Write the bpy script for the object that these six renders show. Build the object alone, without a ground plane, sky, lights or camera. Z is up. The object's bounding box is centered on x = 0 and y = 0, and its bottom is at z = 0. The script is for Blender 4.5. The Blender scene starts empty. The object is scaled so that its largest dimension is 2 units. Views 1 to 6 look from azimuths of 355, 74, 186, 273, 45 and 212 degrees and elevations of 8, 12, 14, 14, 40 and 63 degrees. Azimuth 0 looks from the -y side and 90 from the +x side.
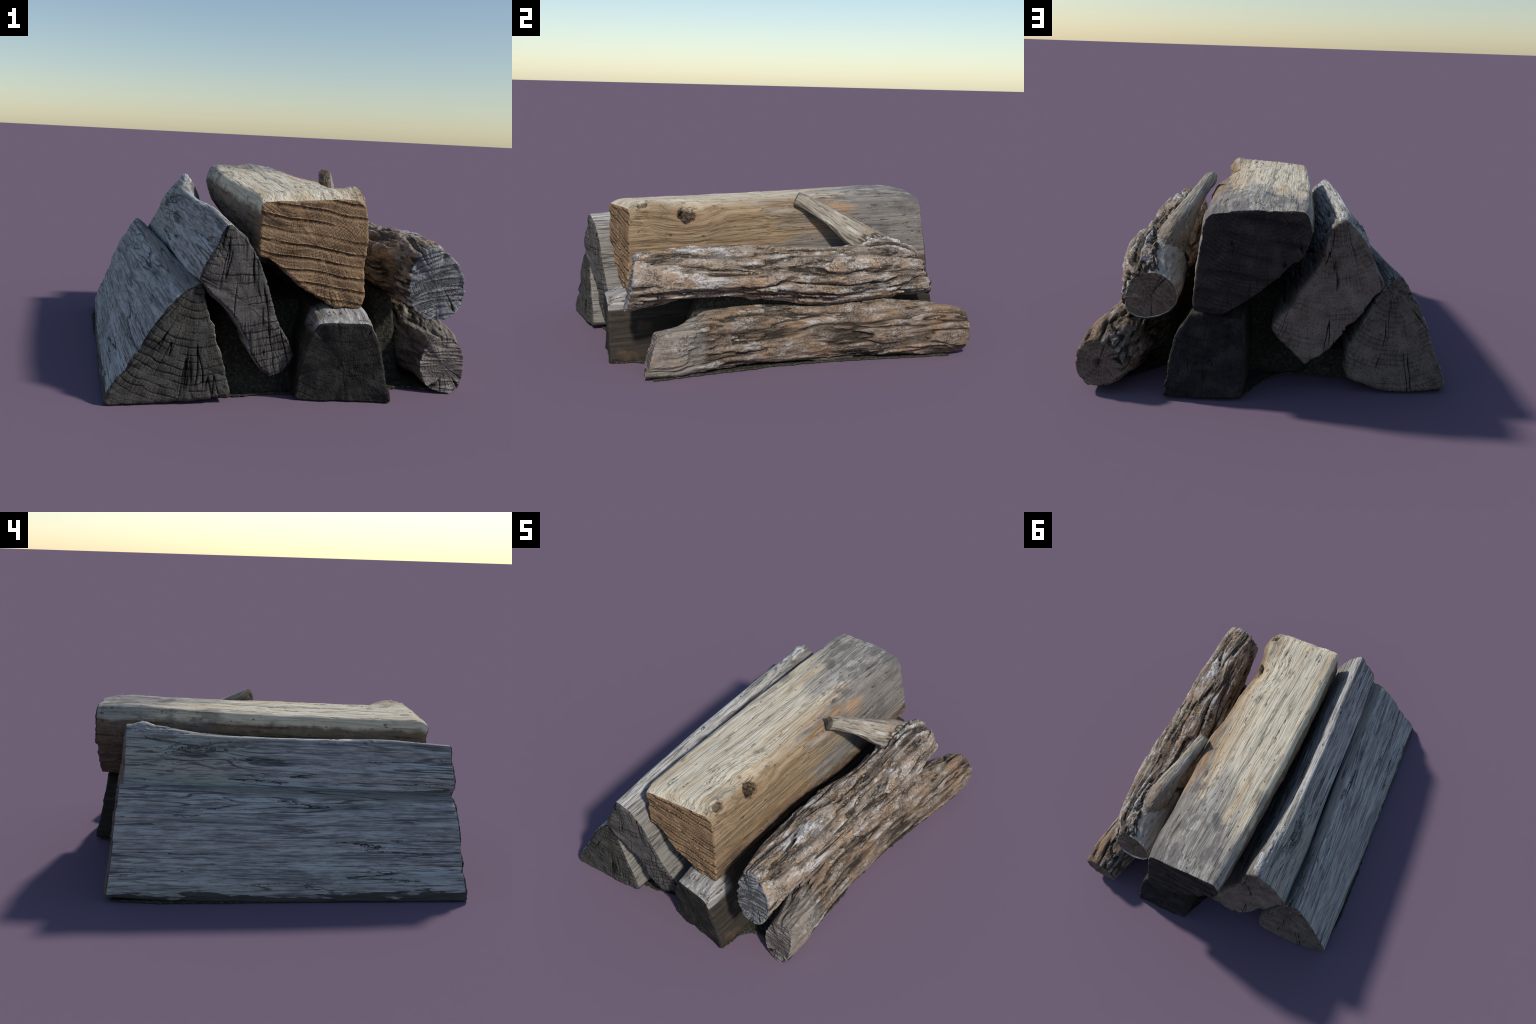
# A stack of firewood: one squared beam on a small block, two split wedges, two bark-covered round logs
# (one with a branch stub), on a thin patch of dark soil.
import bpy, math
import numpy as np
from mathutils import Matrix, Vector

# =====================================================================================================
# 1. FIELDS: one description of a surface pattern, used both for relief (numpy) and colour (shader nodes)
# =====================================================================================================
M32 = np.uint32

def _rot(x, k):
    return (x << M32(k)) | (x >> M32(32 - k))

def _hash3(x, y, z):
    base = M32((0xdeadbeef + (3 << 2) + 13) & 0xffffffff)
    a, b, c = base + x, base + y, base + z
    c = c ^ b; c = c - _rot(b, 14)
    a = a ^ c; a = a - _rot(c, 11)
    b = b ^ a; b = b - _rot(a, 25)
    c = c ^ b; c = c - _rot(b, 16)
    a = a ^ c; a = a - _rot(c, 4)
    b = b ^ a; b = b - _rot(a, 14)
    c = c ^ b; c = c - _rot(b, 24)
    return c

def _perlin(p):
    """Gradient noise with the same lattice as the shader's Noise Texture."""
    f = np.floor(p)
    i = f.astype(np.int64).astype(np.uint32)
    d = p - f
    w = d * d * d * (d * (d * 6 - 15) + 10)
    def grad(dx, dy, dz):
        h = _hash3(i[:, 0] + M32(dx), i[:, 1] + M32(dy), i[:, 2] + M32(dz)) & M32(15)
        x, y, z = d[:, 0] - dx, d[:, 1] - dy, d[:, 2] - dz
        u = np.where(h < 8, x, y)
        v = np.where(h < 4, y, np.where((h == 12) | (h == 14), x, z))
        return np.where(h & M32(1), -u, u) + np.where(h & M32(2), -v, v)
    def mix(a, b, t):
        return a + (b - a) * t
    x00, x10 = mix(grad(0, 0, 0), grad(1, 0, 0), w[:, 0]), mix(grad(0, 1, 0), grad(1, 1, 0), w[:, 0])
    x01, x11 = mix(grad(0, 0, 1), grad(1, 0, 1), w[:, 0]), mix(grad(0, 1, 1), grad(1, 1, 1), w[:, 0])
    return 0.982 * mix(mix(x00, x10, w[:, 1]), mix(x01, x11, w[:, 1]), w[:, 2])


class Field:
    def __init__(self, op, *args):
        self.op, self.args = op, args
    def __add__(s, o): return Field('ADD', s, wrap(o))
    __radd__ = __add__
    def __sub__(s, o): return Field('SUBTRACT', s, wrap(o))
    def __rsub__(s, o): return Field('SUBTRACT', wrap(o), s)
    def __mul__(s, o): return Field('MULTIPLY', s, wrap(o))
    __rmul__ = __mul__
    def __truediv__(s, o): return Field('DIVIDE', s, wrap(o))
    def __neg__(s): return Field('MULTIPLY', s, wrap(-1.0))
    def __abs__(s): return Field('ABSOLUTE', s)

    def value(self, p, memo):
        if id(self) in memo:
            return memo[id(self)]
        a = self.args
        if self.op == 'const':
            r = a[0]
        elif self.op == 'coord':
            r = p[:, a[0]]
        elif self.op == 'noise':
            vec, detail, rough = a
            n = len(p)
            q = np.stack([np.broadcast_to(c.value(p, memo), (n,)) for c in vec], 1)
            s, amp, top, f = 0.0, 1.0, 0.0, 1.0
            for _ in range(detail + 1):
                s = s + _perlin(q * f) * amp
                top += amp; amp *= rough; f *= 2.0
            r = 0.5 * s / top + 0.5
        elif self.op == 'smooth':
            lo, hi = a[1], a[2]
            t = np.clip((a[0].value(p, memo) - lo) / (hi - lo), 0, 1)
            r = t * t * (3 - 2 * t)
        else:
            v = [c.value(p, memo) for c in a]
            r = {'ADD': lambda: v[0] + v[1], 'SUBTRACT': lambda: v[0] - v[1], 'MULTIPLY': lambda: v[0] * v[1],
                 'DIVIDE': lambda: v[0] / v[1], 'ABSOLUTE': lambda: np.abs(v[0]), 'SINE': lambda: np.sin(v[0]),
                 'MINIMUM': lambda: np.minimum(v[0], v[1]), 'MAXIMUM': lambda: np.maximum(v[0], v[1]),
                 'SQRT': lambda: np.sqrt(np.maximum(v[0], 0)), 'ARCTAN2': lambda: np.arctan2(v[0], v[1]),
                 'FRACT': lambda: v[0] - np.floor(v[0])}[self.op]()
        memo[id(self)] = r
        return r

    def at(self, p):
        return np.broadcast_to(self.value(np.asarray(p, float), {}), (len(p),))


def wrap(v): return v if isinstance(v, Field) else Field('const', float(v))
X, Y, Z = (Field('coord', i) for i in range(3))
def sin(a): return Field('SINE', a)
def fmin(a, b): return Field('MINIMUM', wrap(a), wrap(b))
def fmax(a, b): return Field('MAXIMUM', wrap(a), wrap(b))
def sqrt(a): return Field('SQRT', a)
def atan2(a, b): return Field('ARCTAN2', a, b)
def fract(a): return Field('FRACT', a)
def smooth(a, lo, hi): return Field('smooth', a, lo, hi) if hi > lo else 1.0 - Field('smooth', a, hi, lo)
def noise(vec, detail=2, rough=0.5): return Field('noise', tuple(wrap(c) for c in vec), detail, rough)
def along(across, length, seed, warp=0.0, detail=2, rough=0.5):
    """Noise stretched along the log (local Y): 'across' and 'length' are frequencies per metre."""
    x, z = X, Z
    if warp:
        bend = noise((X * 4, Y * 2.5, Z * 4 + seed), 1)
        x, z = X + (bend - 0.5) * warp, Z + (bend - 0.5) * warp
    return noise((x * across + seed, Y * length + seed * 1.7, z * across - seed), detail, rough)
def lump(freq, seed, detail=2, rough=0.5): return noise((X * freq + seed, Y * freq - seed, Z * freq + 2 * seed), detail, rough)
def crack(n, width): return smooth(abs(n - 0.5), width, width * 0.15)          # 1 in the crack
def spot(cx, cy, cz, r0, r1):
    return smooth(sqrt((X - cx) * (X - cx) + (Y - cy) * (Y - cy) + (Z - cz) * (Z - cz)), r1, r0)


class Shader:
    """Turns fields into shader nodes on Object coordinates."""
    def __init__(self, name, rough=0.85, spec=0.2):
        self.m = bpy.data.materials.new(name)
        self.m.use_nodes = True
        self.t = self.m.node_tree
        self.b = self.t.nodes['Principled BSDF']
        self.b.inputs['Roughness'].default_value = rough
        self.b.inputs['Specular IOR Level'].default_value = spec
        co = self.t.nodes.new('ShaderNodeTexCoord')
        sep = self.t.nodes.new('ShaderNodeSeparateXYZ')
        self.t.links.new(co.outputs['Object'], sep.inputs[0])
        self.xyz, self.memo = sep.outputs, {}

    def plug(self, sock, f):
        s = self.field(f)
        if isinstance(s, float): sock.default_value = s
        else: self.t.links.new(s, sock)

    def field(self, f):
        if id(f) in self.memo:
            return self.memo[id(f)][0]
        N = self.t.nodes.new
        if f.op == 'const': r = f.args[0]
        elif f.op == 'coord': r = self.xyz[f.args[0]]
        elif f.op == 'noise':
            vec, detail, rough = f.args
            c = N('ShaderNodeCombineXYZ')
            for s, v in zip(c.inputs, vec): self.plug(s, v)
            n = N('ShaderNodeTexNoise')
            n.inputs['Scale'].default_value = 1
            n.inputs['Detail'].default_value = detail
            n.inputs['Roughness'].default_value = rough
            self.t.links.new(c.outputs[0], n.inputs['Vector'])
            r = n.outputs[0]
        elif f.op == 'smooth':
            n = N('ShaderNodeMapRange'); n.interpolation_type = 'SMOOTHSTEP'
            self.plug(n.inputs[0], f.args[0])
            n.inputs[1].default_value, n.inputs[2].default_value = f.args[1], f.args[2]
            r = n.outputs[0]
        else:
            n = N('ShaderNodeMath'); n.operation = f.op
            for s, v in zip(n.inputs, f.args): self.plug(s, v)
            r = n.outputs[0]
        self.memo[id(f)] = (r, f)
        return r

    def colour(self, *layers):
        """layers: base colour, then (mask field, colour) painted on top in turn."""
        out = None
        for item in layers:
            if out is None:
                out = tuple(item) + (1,)
                continue
            mask, c = item
            n = self.t.nodes.new('ShaderNodeMix'); n.data_type = 'RGBA'
            self.plug(n.inputs[0], wrap(mask))
            if isinstance(out, tuple): n.inputs[6].default_value = out
            else: self.t.links.new(out, n.inputs[6])
            n.inputs[7].default_value = tuple(c) + (1,)
            out = n.outputs[2]
        if isinstance(out, tuple): self.b.inputs['Base Color'].default_value = out
        else: self.t.links.new(out, self.b.inputs['Base Color'])
        return self

    def bump(self, height, strength=1.0):
        n = self.t.nodes.new('ShaderNodeBump')
        n.inputs['Strength'].default_value = strength
        n.inputs['Distance'].default_value = 1.0
        self.plug(n.inputs['Height'], height)
        self.t.links.new(n.outputs[0], self.b.inputs['Normal'])
        return self.m


def srgb(r, g, b):
    return tuple(((c / 255) / 12.92 if c <= 10 else ((c / 255 + 0.055) / 1.055) ** 2.4) for c in (r, g, b))

# =====================================================================================================
# 2. LOFTED LOGS
# =====================================================================================================
def hermite(ts, vals, t):
    """Smooth interpolation (finite-difference tangents) of vals (k,...) given at ts."""
    ts = np.asarray(ts, float); vals = np.asarray(vals, float)
    if len(ts) == 2:
        w = ((t - ts[0]) / (ts[1] - ts[0]))
        return vals[0] + w.reshape((-1,) + (1,) * (vals.ndim - 1)) * (vals[1] - vals[0])
    d = np.diff(vals, axis=0) / np.diff(ts).reshape((-1,) + (1,) * (vals.ndim - 1))
    m = np.concatenate([d[:1], (d[1:] + d[:-1]) / 2, d[-1:]])
    k = np.clip(np.searchsorted(ts, t, side='right') - 1, 0, len(ts) - 2)
    h = (ts[k + 1] - ts[k])
    sh = (-1,) + (1,) * (vals.ndim - 1)
    s = ((t - ts[k]) / h).reshape(sh); h = h.reshape(sh)
    return ((2 * s**3 - 3 * s**2 + 1) * vals[k] + (s**3 - 2 * s**2 + s) * h * m[k]
            + (-2 * s**3 + 3 * s**2) * vals[k + 1] + (s**3 - s**2) * h * m[k + 1])

def blur_round(a, sigma, axis):
    """Periodic Gaussian smoothing, sigma in samples."""
    if sigma <= 0: return a
    r = int(3 * sigma) + 1
    k = np.exp(-0.5 * (np.arange(-r, r + 1) / sigma) ** 2); k /= k.sum()
    return sum(w * np.roll(a, s, axis) for w, s in zip(k, range(-r, r + 1)))

def grid_normals(P):
    du = np.roll(P, -1, 1) - np.roll(P, 1, 1)
    dv = np.gradient(P, axis=0)
    n = np.cross(du, dv)
    return n / np.maximum(np.linalg.norm(n, axis=2, keepdims=True), 1e-9)

def make_mesh(name, verts, faces, mat, frame, parent, smooth_shade=True):
    me = bpy.data.meshes.new(name)
    nv, nf = len(verts), len(faces)
    me.vertices.add(nv)
    inv = np.array(frame.inverted())
    local = verts @ inv[:3, :3].T + inv[:3, 3]
    me.vertices.foreach_set('co', local.astype(np.float32).ravel())
    me.loops.add(nf * 4)
    me.loops.foreach_set('vertex_index', faces.astype(np.int32).ravel())
    me.polygons.add(nf)
    me.polygons.foreach_set('loop_start', np.arange(nf, dtype=np.int32) * 4)
    me.update(calc_edges=True)
    me.polygons.foreach_set('use_smooth', np.full(nf, smooth_shade))
    me.materials.append(mat)
    me.validate()
    ob = bpy.data.objects.new(name, me)
    bpy.context.scene.collection.objects.link(ob)
    if parent is not None:
        ob.parent = parent
        ob.matrix_parent_inverse = parent.matrix_world.inverted()
    ob.matrix_world = frame
    return ob

def grid_faces(nv, nu):
    i, j = np.meshgrid(np.arange(nv - 1), np.arange(nu), indexing='ij')
    a, b = i * nu + j, i * nu + (j + 1) % nu
    return np.stack([a, b, b + nu, a + nu], -1).reshape(-1, 4)

def log_frame(front_c, back_c):
    y = (Vector(back_c) - Vector(front_c)).normalized()
    x = y.cross(Vector((0, 0, 1))).normalized()
    z = x.cross(y)
    m = Matrix((x, y, z)).transposed().to_4x4()
    m.translation = (Vector(front_c) + Vector(back_c)) / 2
    return m

def new_thing(name, label, category, at):
    e = bpy.data.objects.new(name, None)
    e.empty_display_size = 0.1
    e.location = at
    bpy.context.scene.collection.objects.link(e)
    e['label'], e['category'] = label, category
    bpy.context.view_layer.update()
    return e

class Loft:
    RIM = 3                                                       # rings of the rounded rim that belong to the cut end
    """Stations (t, closed list of control points) -> dense skin, relief, caps."""
    def __init__(self, stations, round_corner=0.012, step=0.0052, edge=0.008, taper=None):
        ts = [s[0] for s in stations]
        polys = np.array([s[1] for s in stations], float)
        self.round_corner, self.edge = round_corner, edge
        L = np.linalg.norm(polys[0].mean(0) - polys[-1].mean(0))
        nv = int(L / step)
        core = (np.arange(nv) + 0.5) / nv
        e = edge / L
        ends = np.array([0, 0.08, 0.25, 0.5, 0.8]) * e
        t = np.unique(np.concatenate([ends, core[(core > e) & (core < 1 - e)], 1 - ends]))
        ctrl = hermite(ts, polys, t)                                  # (nv, k, 3)
        length = np.linalg.norm(np.roll(polys, -1, 1) - polys, axis=2).mean(0)
        cnt = np.maximum(2, np.round(length / step).astype(int))
        cols = []
        for k, c in enumerate(cnt):
            w = (np.arange(c) / c)[None, :, None]
            cols.append(ctrl[:, k, None] * (1 - w) + ctrl[:, (k + 1) % len(cnt), None] * w)
        P = np.concatenate(cols, 1)
        P = blur_round(P, round_corner / step, 1)
        # rounded rim: pull the end rings in towards the section's middle
        d = np.minimum(t, 1 - t) * L
        inset = np.where(d < edge, edge - np.sqrt(np.maximum(edge**2 - (edge - d)**2, 0)), 0)
        c = P.mean(1, keepdims=True)
        out = P - c
        r = np.linalg.norm(out, axis=2, keepdims=True)
        P = c + out * (1 - inset[:, None, None] / np.maximum(r, 1e-6))
        self.P, self.t, self.L = P, t, L
        self.frame = log_frame(P[0].mean(0), P[-1].mean(0))
        self.inv = np.array(self.frame.inverted())

    def local(self, W):
        return W.reshape(-1, 3) @ self.inv[:3, :3].T + self.inv[:3, 3]

    def relief(self, field, iters=4):
        n = grid_normals(self.P)
        n = np.stack([blur_round(n[..., i], 2, 1) for i in range(3)], -1)
        n /= np.linalg.norm(n, axis=2, keepdims=True)
        d = np.zeros(self.P.shape[:2])
        for _ in range(iters):                                        # so the shader, which sees the moved point, agrees
            new = field.at(self.local(self.P + n * d[..., None])).reshape(d.shape)
            d = 0.35 * d + 0.65 * new
        self.P = self.P + n * d[..., None]
        return self

    def clamp_floor(self, z=0.002):
        self.P[..., 2] = np.maximum(self.P[..., 2], z)
        return self

    def side(self, name, mat, parent):
        P = self.P[self.RIM:-self.RIM]
        nv, nu = P.shape[:2]
        return make_mesh(name, P.reshape(-1, 3), grid_faces(nv, nu), mat, self.frame, parent)

    def cap(self, name, mat, parent, back=False, field=None, dome=0.0, step=0.0055):
        ring = self.P[-1] if back else self.P[0]
        c = ring.mean(0)
        soft = blur_round(ring, 0.02 / 0.0052, 0)
        r = np.linalg.norm(ring - c, axis=1)
        nr = max(6, int(r.max() / step))
        s = np.linspace(1, 0.004, nr)[:, None, None]
        w = s ** 5
        P = c + (soft[None] * (1 - w) + ring[None] * w - c) * s
        q = ring - c
        _, _, vt = np.linalg.svd(q - q.mean(0), full_matrices=False)
        n = vt[2]
        ax = np.array(self.frame)[:3, 1] * (1 if back else -1)
        n = n if n @ ax > 0 else -n
        fade = np.clip((1 - s[..., 0]) * r[None] / 0.012, 0, 1)
        h = dome * (1 - s[..., 0] ** 2)
        if field is not None:
            h = h + field.at(self.local(P)).reshape(P.shape[:2])
        P = P + n * (h * fade)[..., None]
        rim = self.P[-self.RIM - 1:-1] if back else self.P[1:self.RIM + 1][::-1]
        P = np.concatenate([rim, P])
        f = grid_faces(nr + self.RIM, ring.shape[0])
        f = f if back else f[:, ::-1]
        # nr goes inward: orientation flips relative to the side
        return make_mesh(name, P.reshape(-1, 3), f, mat, self.frame, parent)

def ellipse(cx, cy, cz, rx, rz, tilt=0.0, k=16, yaw=0.0, wob=(), foot=0.0, pitch=0.0):
    """Ring in the xz plane (clockwise as seen from the front), turned by tilt; yaw and pitch shear y with x and z."""
    a = np.arange(k) * 2 * np.pi / k
    r = 1 + sum(amp * np.sin(n * a + ph) for n, amp, ph in wob)
    u, v = rx * np.sin(a) * r, rz * np.cos(a) * r
    low = foot * np.clip(-np.cos(a), 0, 1)                      # flattened, widened underside of a log that has settled
    u = u * (1 - low) + np.sign(u) * rx * np.abs(np.sin(a)) ** 0.35 * low
    x, z = u * np.cos(tilt) + v * np.sin(tilt), -u * np.sin(tilt) + v * np.cos(tilt)
    return np.stack([cx + x, cy + yaw * x + pitch * z, cz + z], 1)

def between(front, back, t, moves=None):
    """Section between two end sections; moves {corner: (dx, dz)} shift single corners."""
    P = np.array(front) * (1 - t) + np.array(back) * t
    for k, (dx, dz) in (moves or {}).items():
        P[k, 0] += dx; P[k, 2] += dz
    return t, P

# =====================================================================================================
# 3. SURFACES: relief fields (metres) and the materials that share them
# =====================================================================================================
def ledges(n):
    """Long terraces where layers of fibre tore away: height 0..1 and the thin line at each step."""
    levels = (.40, .455, .50, .545, .60)
    height = line = wrap(0.0)
    for t in levels:
        height = height + smooth(n, t - .004, t + .004) * (1 / len(levels))
        line = fmax(line, smooth(abs(n - t), .0055, .001))
    return height, line

def split_wood(seed, coarse=1.0):
    """Torn fibres of split wood: long steps, checks and fine grain."""
    steps = along(9, 0.7, seed, 0.04, 3, 0.55)
    fibre = along(42, 1.6, seed + 3, 0.015, 3, 0.6)
    check = crack(along(15, 0.28, seed + 7, 0.02, 1, 0.3), 0.0075) * smooth(along(6, 1.6, seed + 11, 0, 1), 0.44, 0.52)
    fine = along(75, 2.6, seed + 5, 0.015, 3, 0.65)
    splinter = crack(along(38, 0.7, seed + 13, 0.02, 1), 0.016) * smooth(along(9, 3.0, seed + 17, 0, 2), 0.48, 0.57)
    brush = along(85, 11, seed + 19, 0.01, 3, 0.65)
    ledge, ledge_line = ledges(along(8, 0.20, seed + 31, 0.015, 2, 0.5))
    relief = ((steps - 0.5) * 0.026 + (ledge - 0.5) * 0.013 + (fibre - 0.5) * 0.012) * coarse - check * 0.009 * coarse - splinter * 0.004
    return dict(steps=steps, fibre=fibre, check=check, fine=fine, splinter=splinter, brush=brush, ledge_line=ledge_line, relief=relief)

def bark(seed, depth=1.0):
    """Plates of bark: long wandering furrows, short cross breaks, scaly flakes."""
    furrow_n = along(13, 1.5, seed, 0.10, 3, 0.56)
    furrow = smooth(abs(furrow_n - 0.5), 0.040, 0.006) * smooth(along(5, 3, seed + 3, 0, 1), 0.34, 0.46)
    plate = smooth(abs(furrow_n - 0.5), 0.0, 0.13)
    cross = crack(noise((X * 12 + seed, Y * 17, Z * 12 - seed), 3, 0.6), 0.013) * smooth(lump(6, seed + 4), 0.48, 0.56)
    fine = crack(noise((X * 44 + seed, Y * 30, Z * 44), 2, 0.6), 0.034) * smooth(lump(9, seed + 6), 0.44, 0.56)
    flake = noise((X * 30 + seed, Y * 11, Z * 30 - seed), 3, 0.62)
    body = along(6, 2.2, seed + 8, 0, 2)
    relief = ((body - 0.5) * 0.036 + (plate - 0.6) * 0.019 + (flake - 0.5) * 0.013 - furrow * 0.010 - cross * 0.006 - fine * 0.003) * depth
    return dict(furrow=furrow, furrow_n=furrow_n, plate=plate, cross=cross, fine=fine, flake=flake, relief=relief)

def dim(c, f): return tuple(v * f for v in c)

def grey_wood_material(name, seed, s, base, pale, dark, tint, tint_amount=0.5, extra=()):
    streak = along(30, 0.9, seed + 21, 0.02, 4, 0.62)
    broad = along(5, 1.5, seed + 23, 0, 2)
    cloud = lump(7, seed + 27, 3, 0.6)
    pepper = lump(110, seed + 29, 2, 0.7)
    mid = tuple((d + b) / 2 for d, b in zip(dark, base))
    sh = Shader(name)
    sh.colour(base,
              (smooth(broad, 0.50, 0.66) * tint_amount, tint),
              (smooth(cloud, 0.52, 0.66) * 0.35, dim(base, .70)),
              (smooth(streak, 0.51, 0.62) * 0.65, pale),
              (smooth(streak, 0.48, 0.38) * 0.60, mid),
              (smooth(s['brush'], 0.52, 0.61) * 0.50, pale),
              (smooth(s['brush'], 0.48, 0.39) * 0.65, mid),
              *extra,
              (smooth(s['fine'], 0.53, 0.62) * 0.66, dark),
              (s['ledge_line'] * smooth(broad, .38, .52) * 0.75, dim(dark, .5)),  # step shadows drawn into the colour
              (smooth(s['fibre'], 0.42, 0.30) * 0.55, dark),
              (smooth(pepper, 0.62, 0.72) * 0.40, dark),
              (fmax(s['check'], s['splinter'] * 0.75) * 0.92, dim(dark, .22)))
    return sh.bump(s['fine'] * 0.005 + streak * 0.007 + s['brush'] * 0.005 + pepper * 0.0012 - s['splinter'] * 0.002)

def bark_material(name, seed, s, base, pale, warm, dark, bare=None, bare_colour=None, bare_line=None, extra=()):
    lich = noise((X * 13 + seed, Y * 7, Z * 13), 3, 0.62)
    rust = noise((X * 10 - seed, Y * 6, Z * 10), 3, 0.65)
    grit = lump(85, seed + 41, 3, 0.7)
    streak = along(60, 9, seed + 43, 0.03, 3, 0.6)
    layers = [base,
              (smooth(rust, 0.47, 0.62) * 0.85, warm),
              (smooth(lich, 0.51, 0.66) * 0.80, pale),
              (smooth(s['flake'], 0.55, 0.68) * 0.60, pale),
              (smooth(s['flake'], 0.46, 0.34) * 0.70, dim(base, .38)),
              (smooth(grit, 0.46, 0.34) * 0.50, dim(base, .30)),
              (smooth(grit, 0.58, 0.70) * 0.40, pale),
              (smooth(streak, 0.55, 0.68) * 0.45, dim(base, .35)),
              (smooth(s['plate'], 0.65, 0.05) * 0.72, dim(base, .26)),
              (s['furrow'] * 0.90, dark),
              (s['cross'] * 0.60, dim(dark, .8)),
              (s['fine'] * 0.45, dark)]
    h = s['flake'] * 0.009 + grit * 0.005 - s['fine'] * 0.003 + streak * 0.003
    if bare is not None:
        grain = along(55, 2.5, seed + 51, 0.03, 3, 0.6)
        layers.append((bare, bare_colour))
        layers.append((bare * smooth(grain, 0.52, 0.66) * 0.7, dim(bare_colour, .45)))
        layers.append((bare * smooth(grain, 0.47, 0.36) * 0.6, dim(bare_colour, 1.35)))
        layers.append((bare_line, dark))
        h = h * (1.0 - bare * 0.85) + bare * grain * .005
    sh = Shader(name)
    sh.colour(*layers, *extra)
    return sh.bump(h)

def end_pattern(px, pz, seed, rings=38, spokes=5.0, warp=0.03, ring_w=0.5, check_w=0.02):
    """Growth rings round a pith and checks that run out from it, in the plane of the cut."""
    wob = noise((X * 7 + seed, Z * 7 - seed, wrap(seed)), 2)
    dx, dz = X - px + (wob - 0.5) * warp, Z - pz + (wob - 0.5) * warp * 0.6
    r = sqrt(dx * dx + dz * dz)
    a = atan2(dx, -dz)
    ring_s = sin(r * (rings * 6.2832) + (noise((X * 18, Z * 18, wrap(seed)), 2) - .5) * 5.0)
    gate = noise((a * 3.0 + seed, r * 16, wrap(seed * 0.7)), 2)
    ring = smooth(ring_s, 1 - ring_w, 1.0) * smooth(gate, 0.38, 0.60)
    spoke_n = noise((a * spokes + seed, r * 1.6 + seed, wrap(seed * 1.3)), 2, 0.35)
    reach = noise((a * spokes * 0.5 - seed, r * 5, wrap(seed)), 1)
    spoke = crack(spoke_n, check_w) * smooth(reach, 0.44, 0.56)
    hair = crack(noise((a * spokes * 4 + seed, r * 9, wrap(seed * 0.3)), 1), 0.07) * smooth(gate, 0.42, 0.55)
    ray = noise((a * spokes * 7, r * 8, wrap(seed)), 2)
    return dict(ring=ring, ring_s=ring_s, spoke=spoke, hair=hair, ray=ray, r=r)

def end_material(name, seed, e, base, pale, dark, ring_amount=0.6, saw=None, hair_amount=0.6, bump=1.0, extra=()):
    mott = noise((X * 14 + seed, Z * 14, wrap(seed)), 3, 0.6)
    grit = noise((X * 130, Z * 130, wrap(seed)), 2, 0.7)
    sh = Shader(name, 0.9, 0.12)
    layers = [base, (smooth(mott, 0.45, 0.68) * 0.8, pale),
              (smooth(e['ray'], 0.52, 0.70) * 0.45, pale),
              (smooth(mott, 0.45, 0.30) * 0.6, tuple((d + b) / 2 for d, b in zip(dark, base))),
              *extra,
              (smooth(grit, 0.5, 0.35) * 0.5, dark), (smooth(grit, 0.56, 0.70) * 0.4, pale)]
    h = grit * 0.003 - e['ring'] * 0.002 - e['hair'] * 0.0015
    if saw is not None:
        layers.append((saw * 0.6, dark))
        h = h - saw * 0.003
    layers += [(e['ring'] * ring_amount, dark), (e['hair'] * hair_amount, dark), (e['spoke'] * 0.95, dim(dark, .2))]
    sh.colour(*layers)
    return sh.bump(h * bump)
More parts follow.
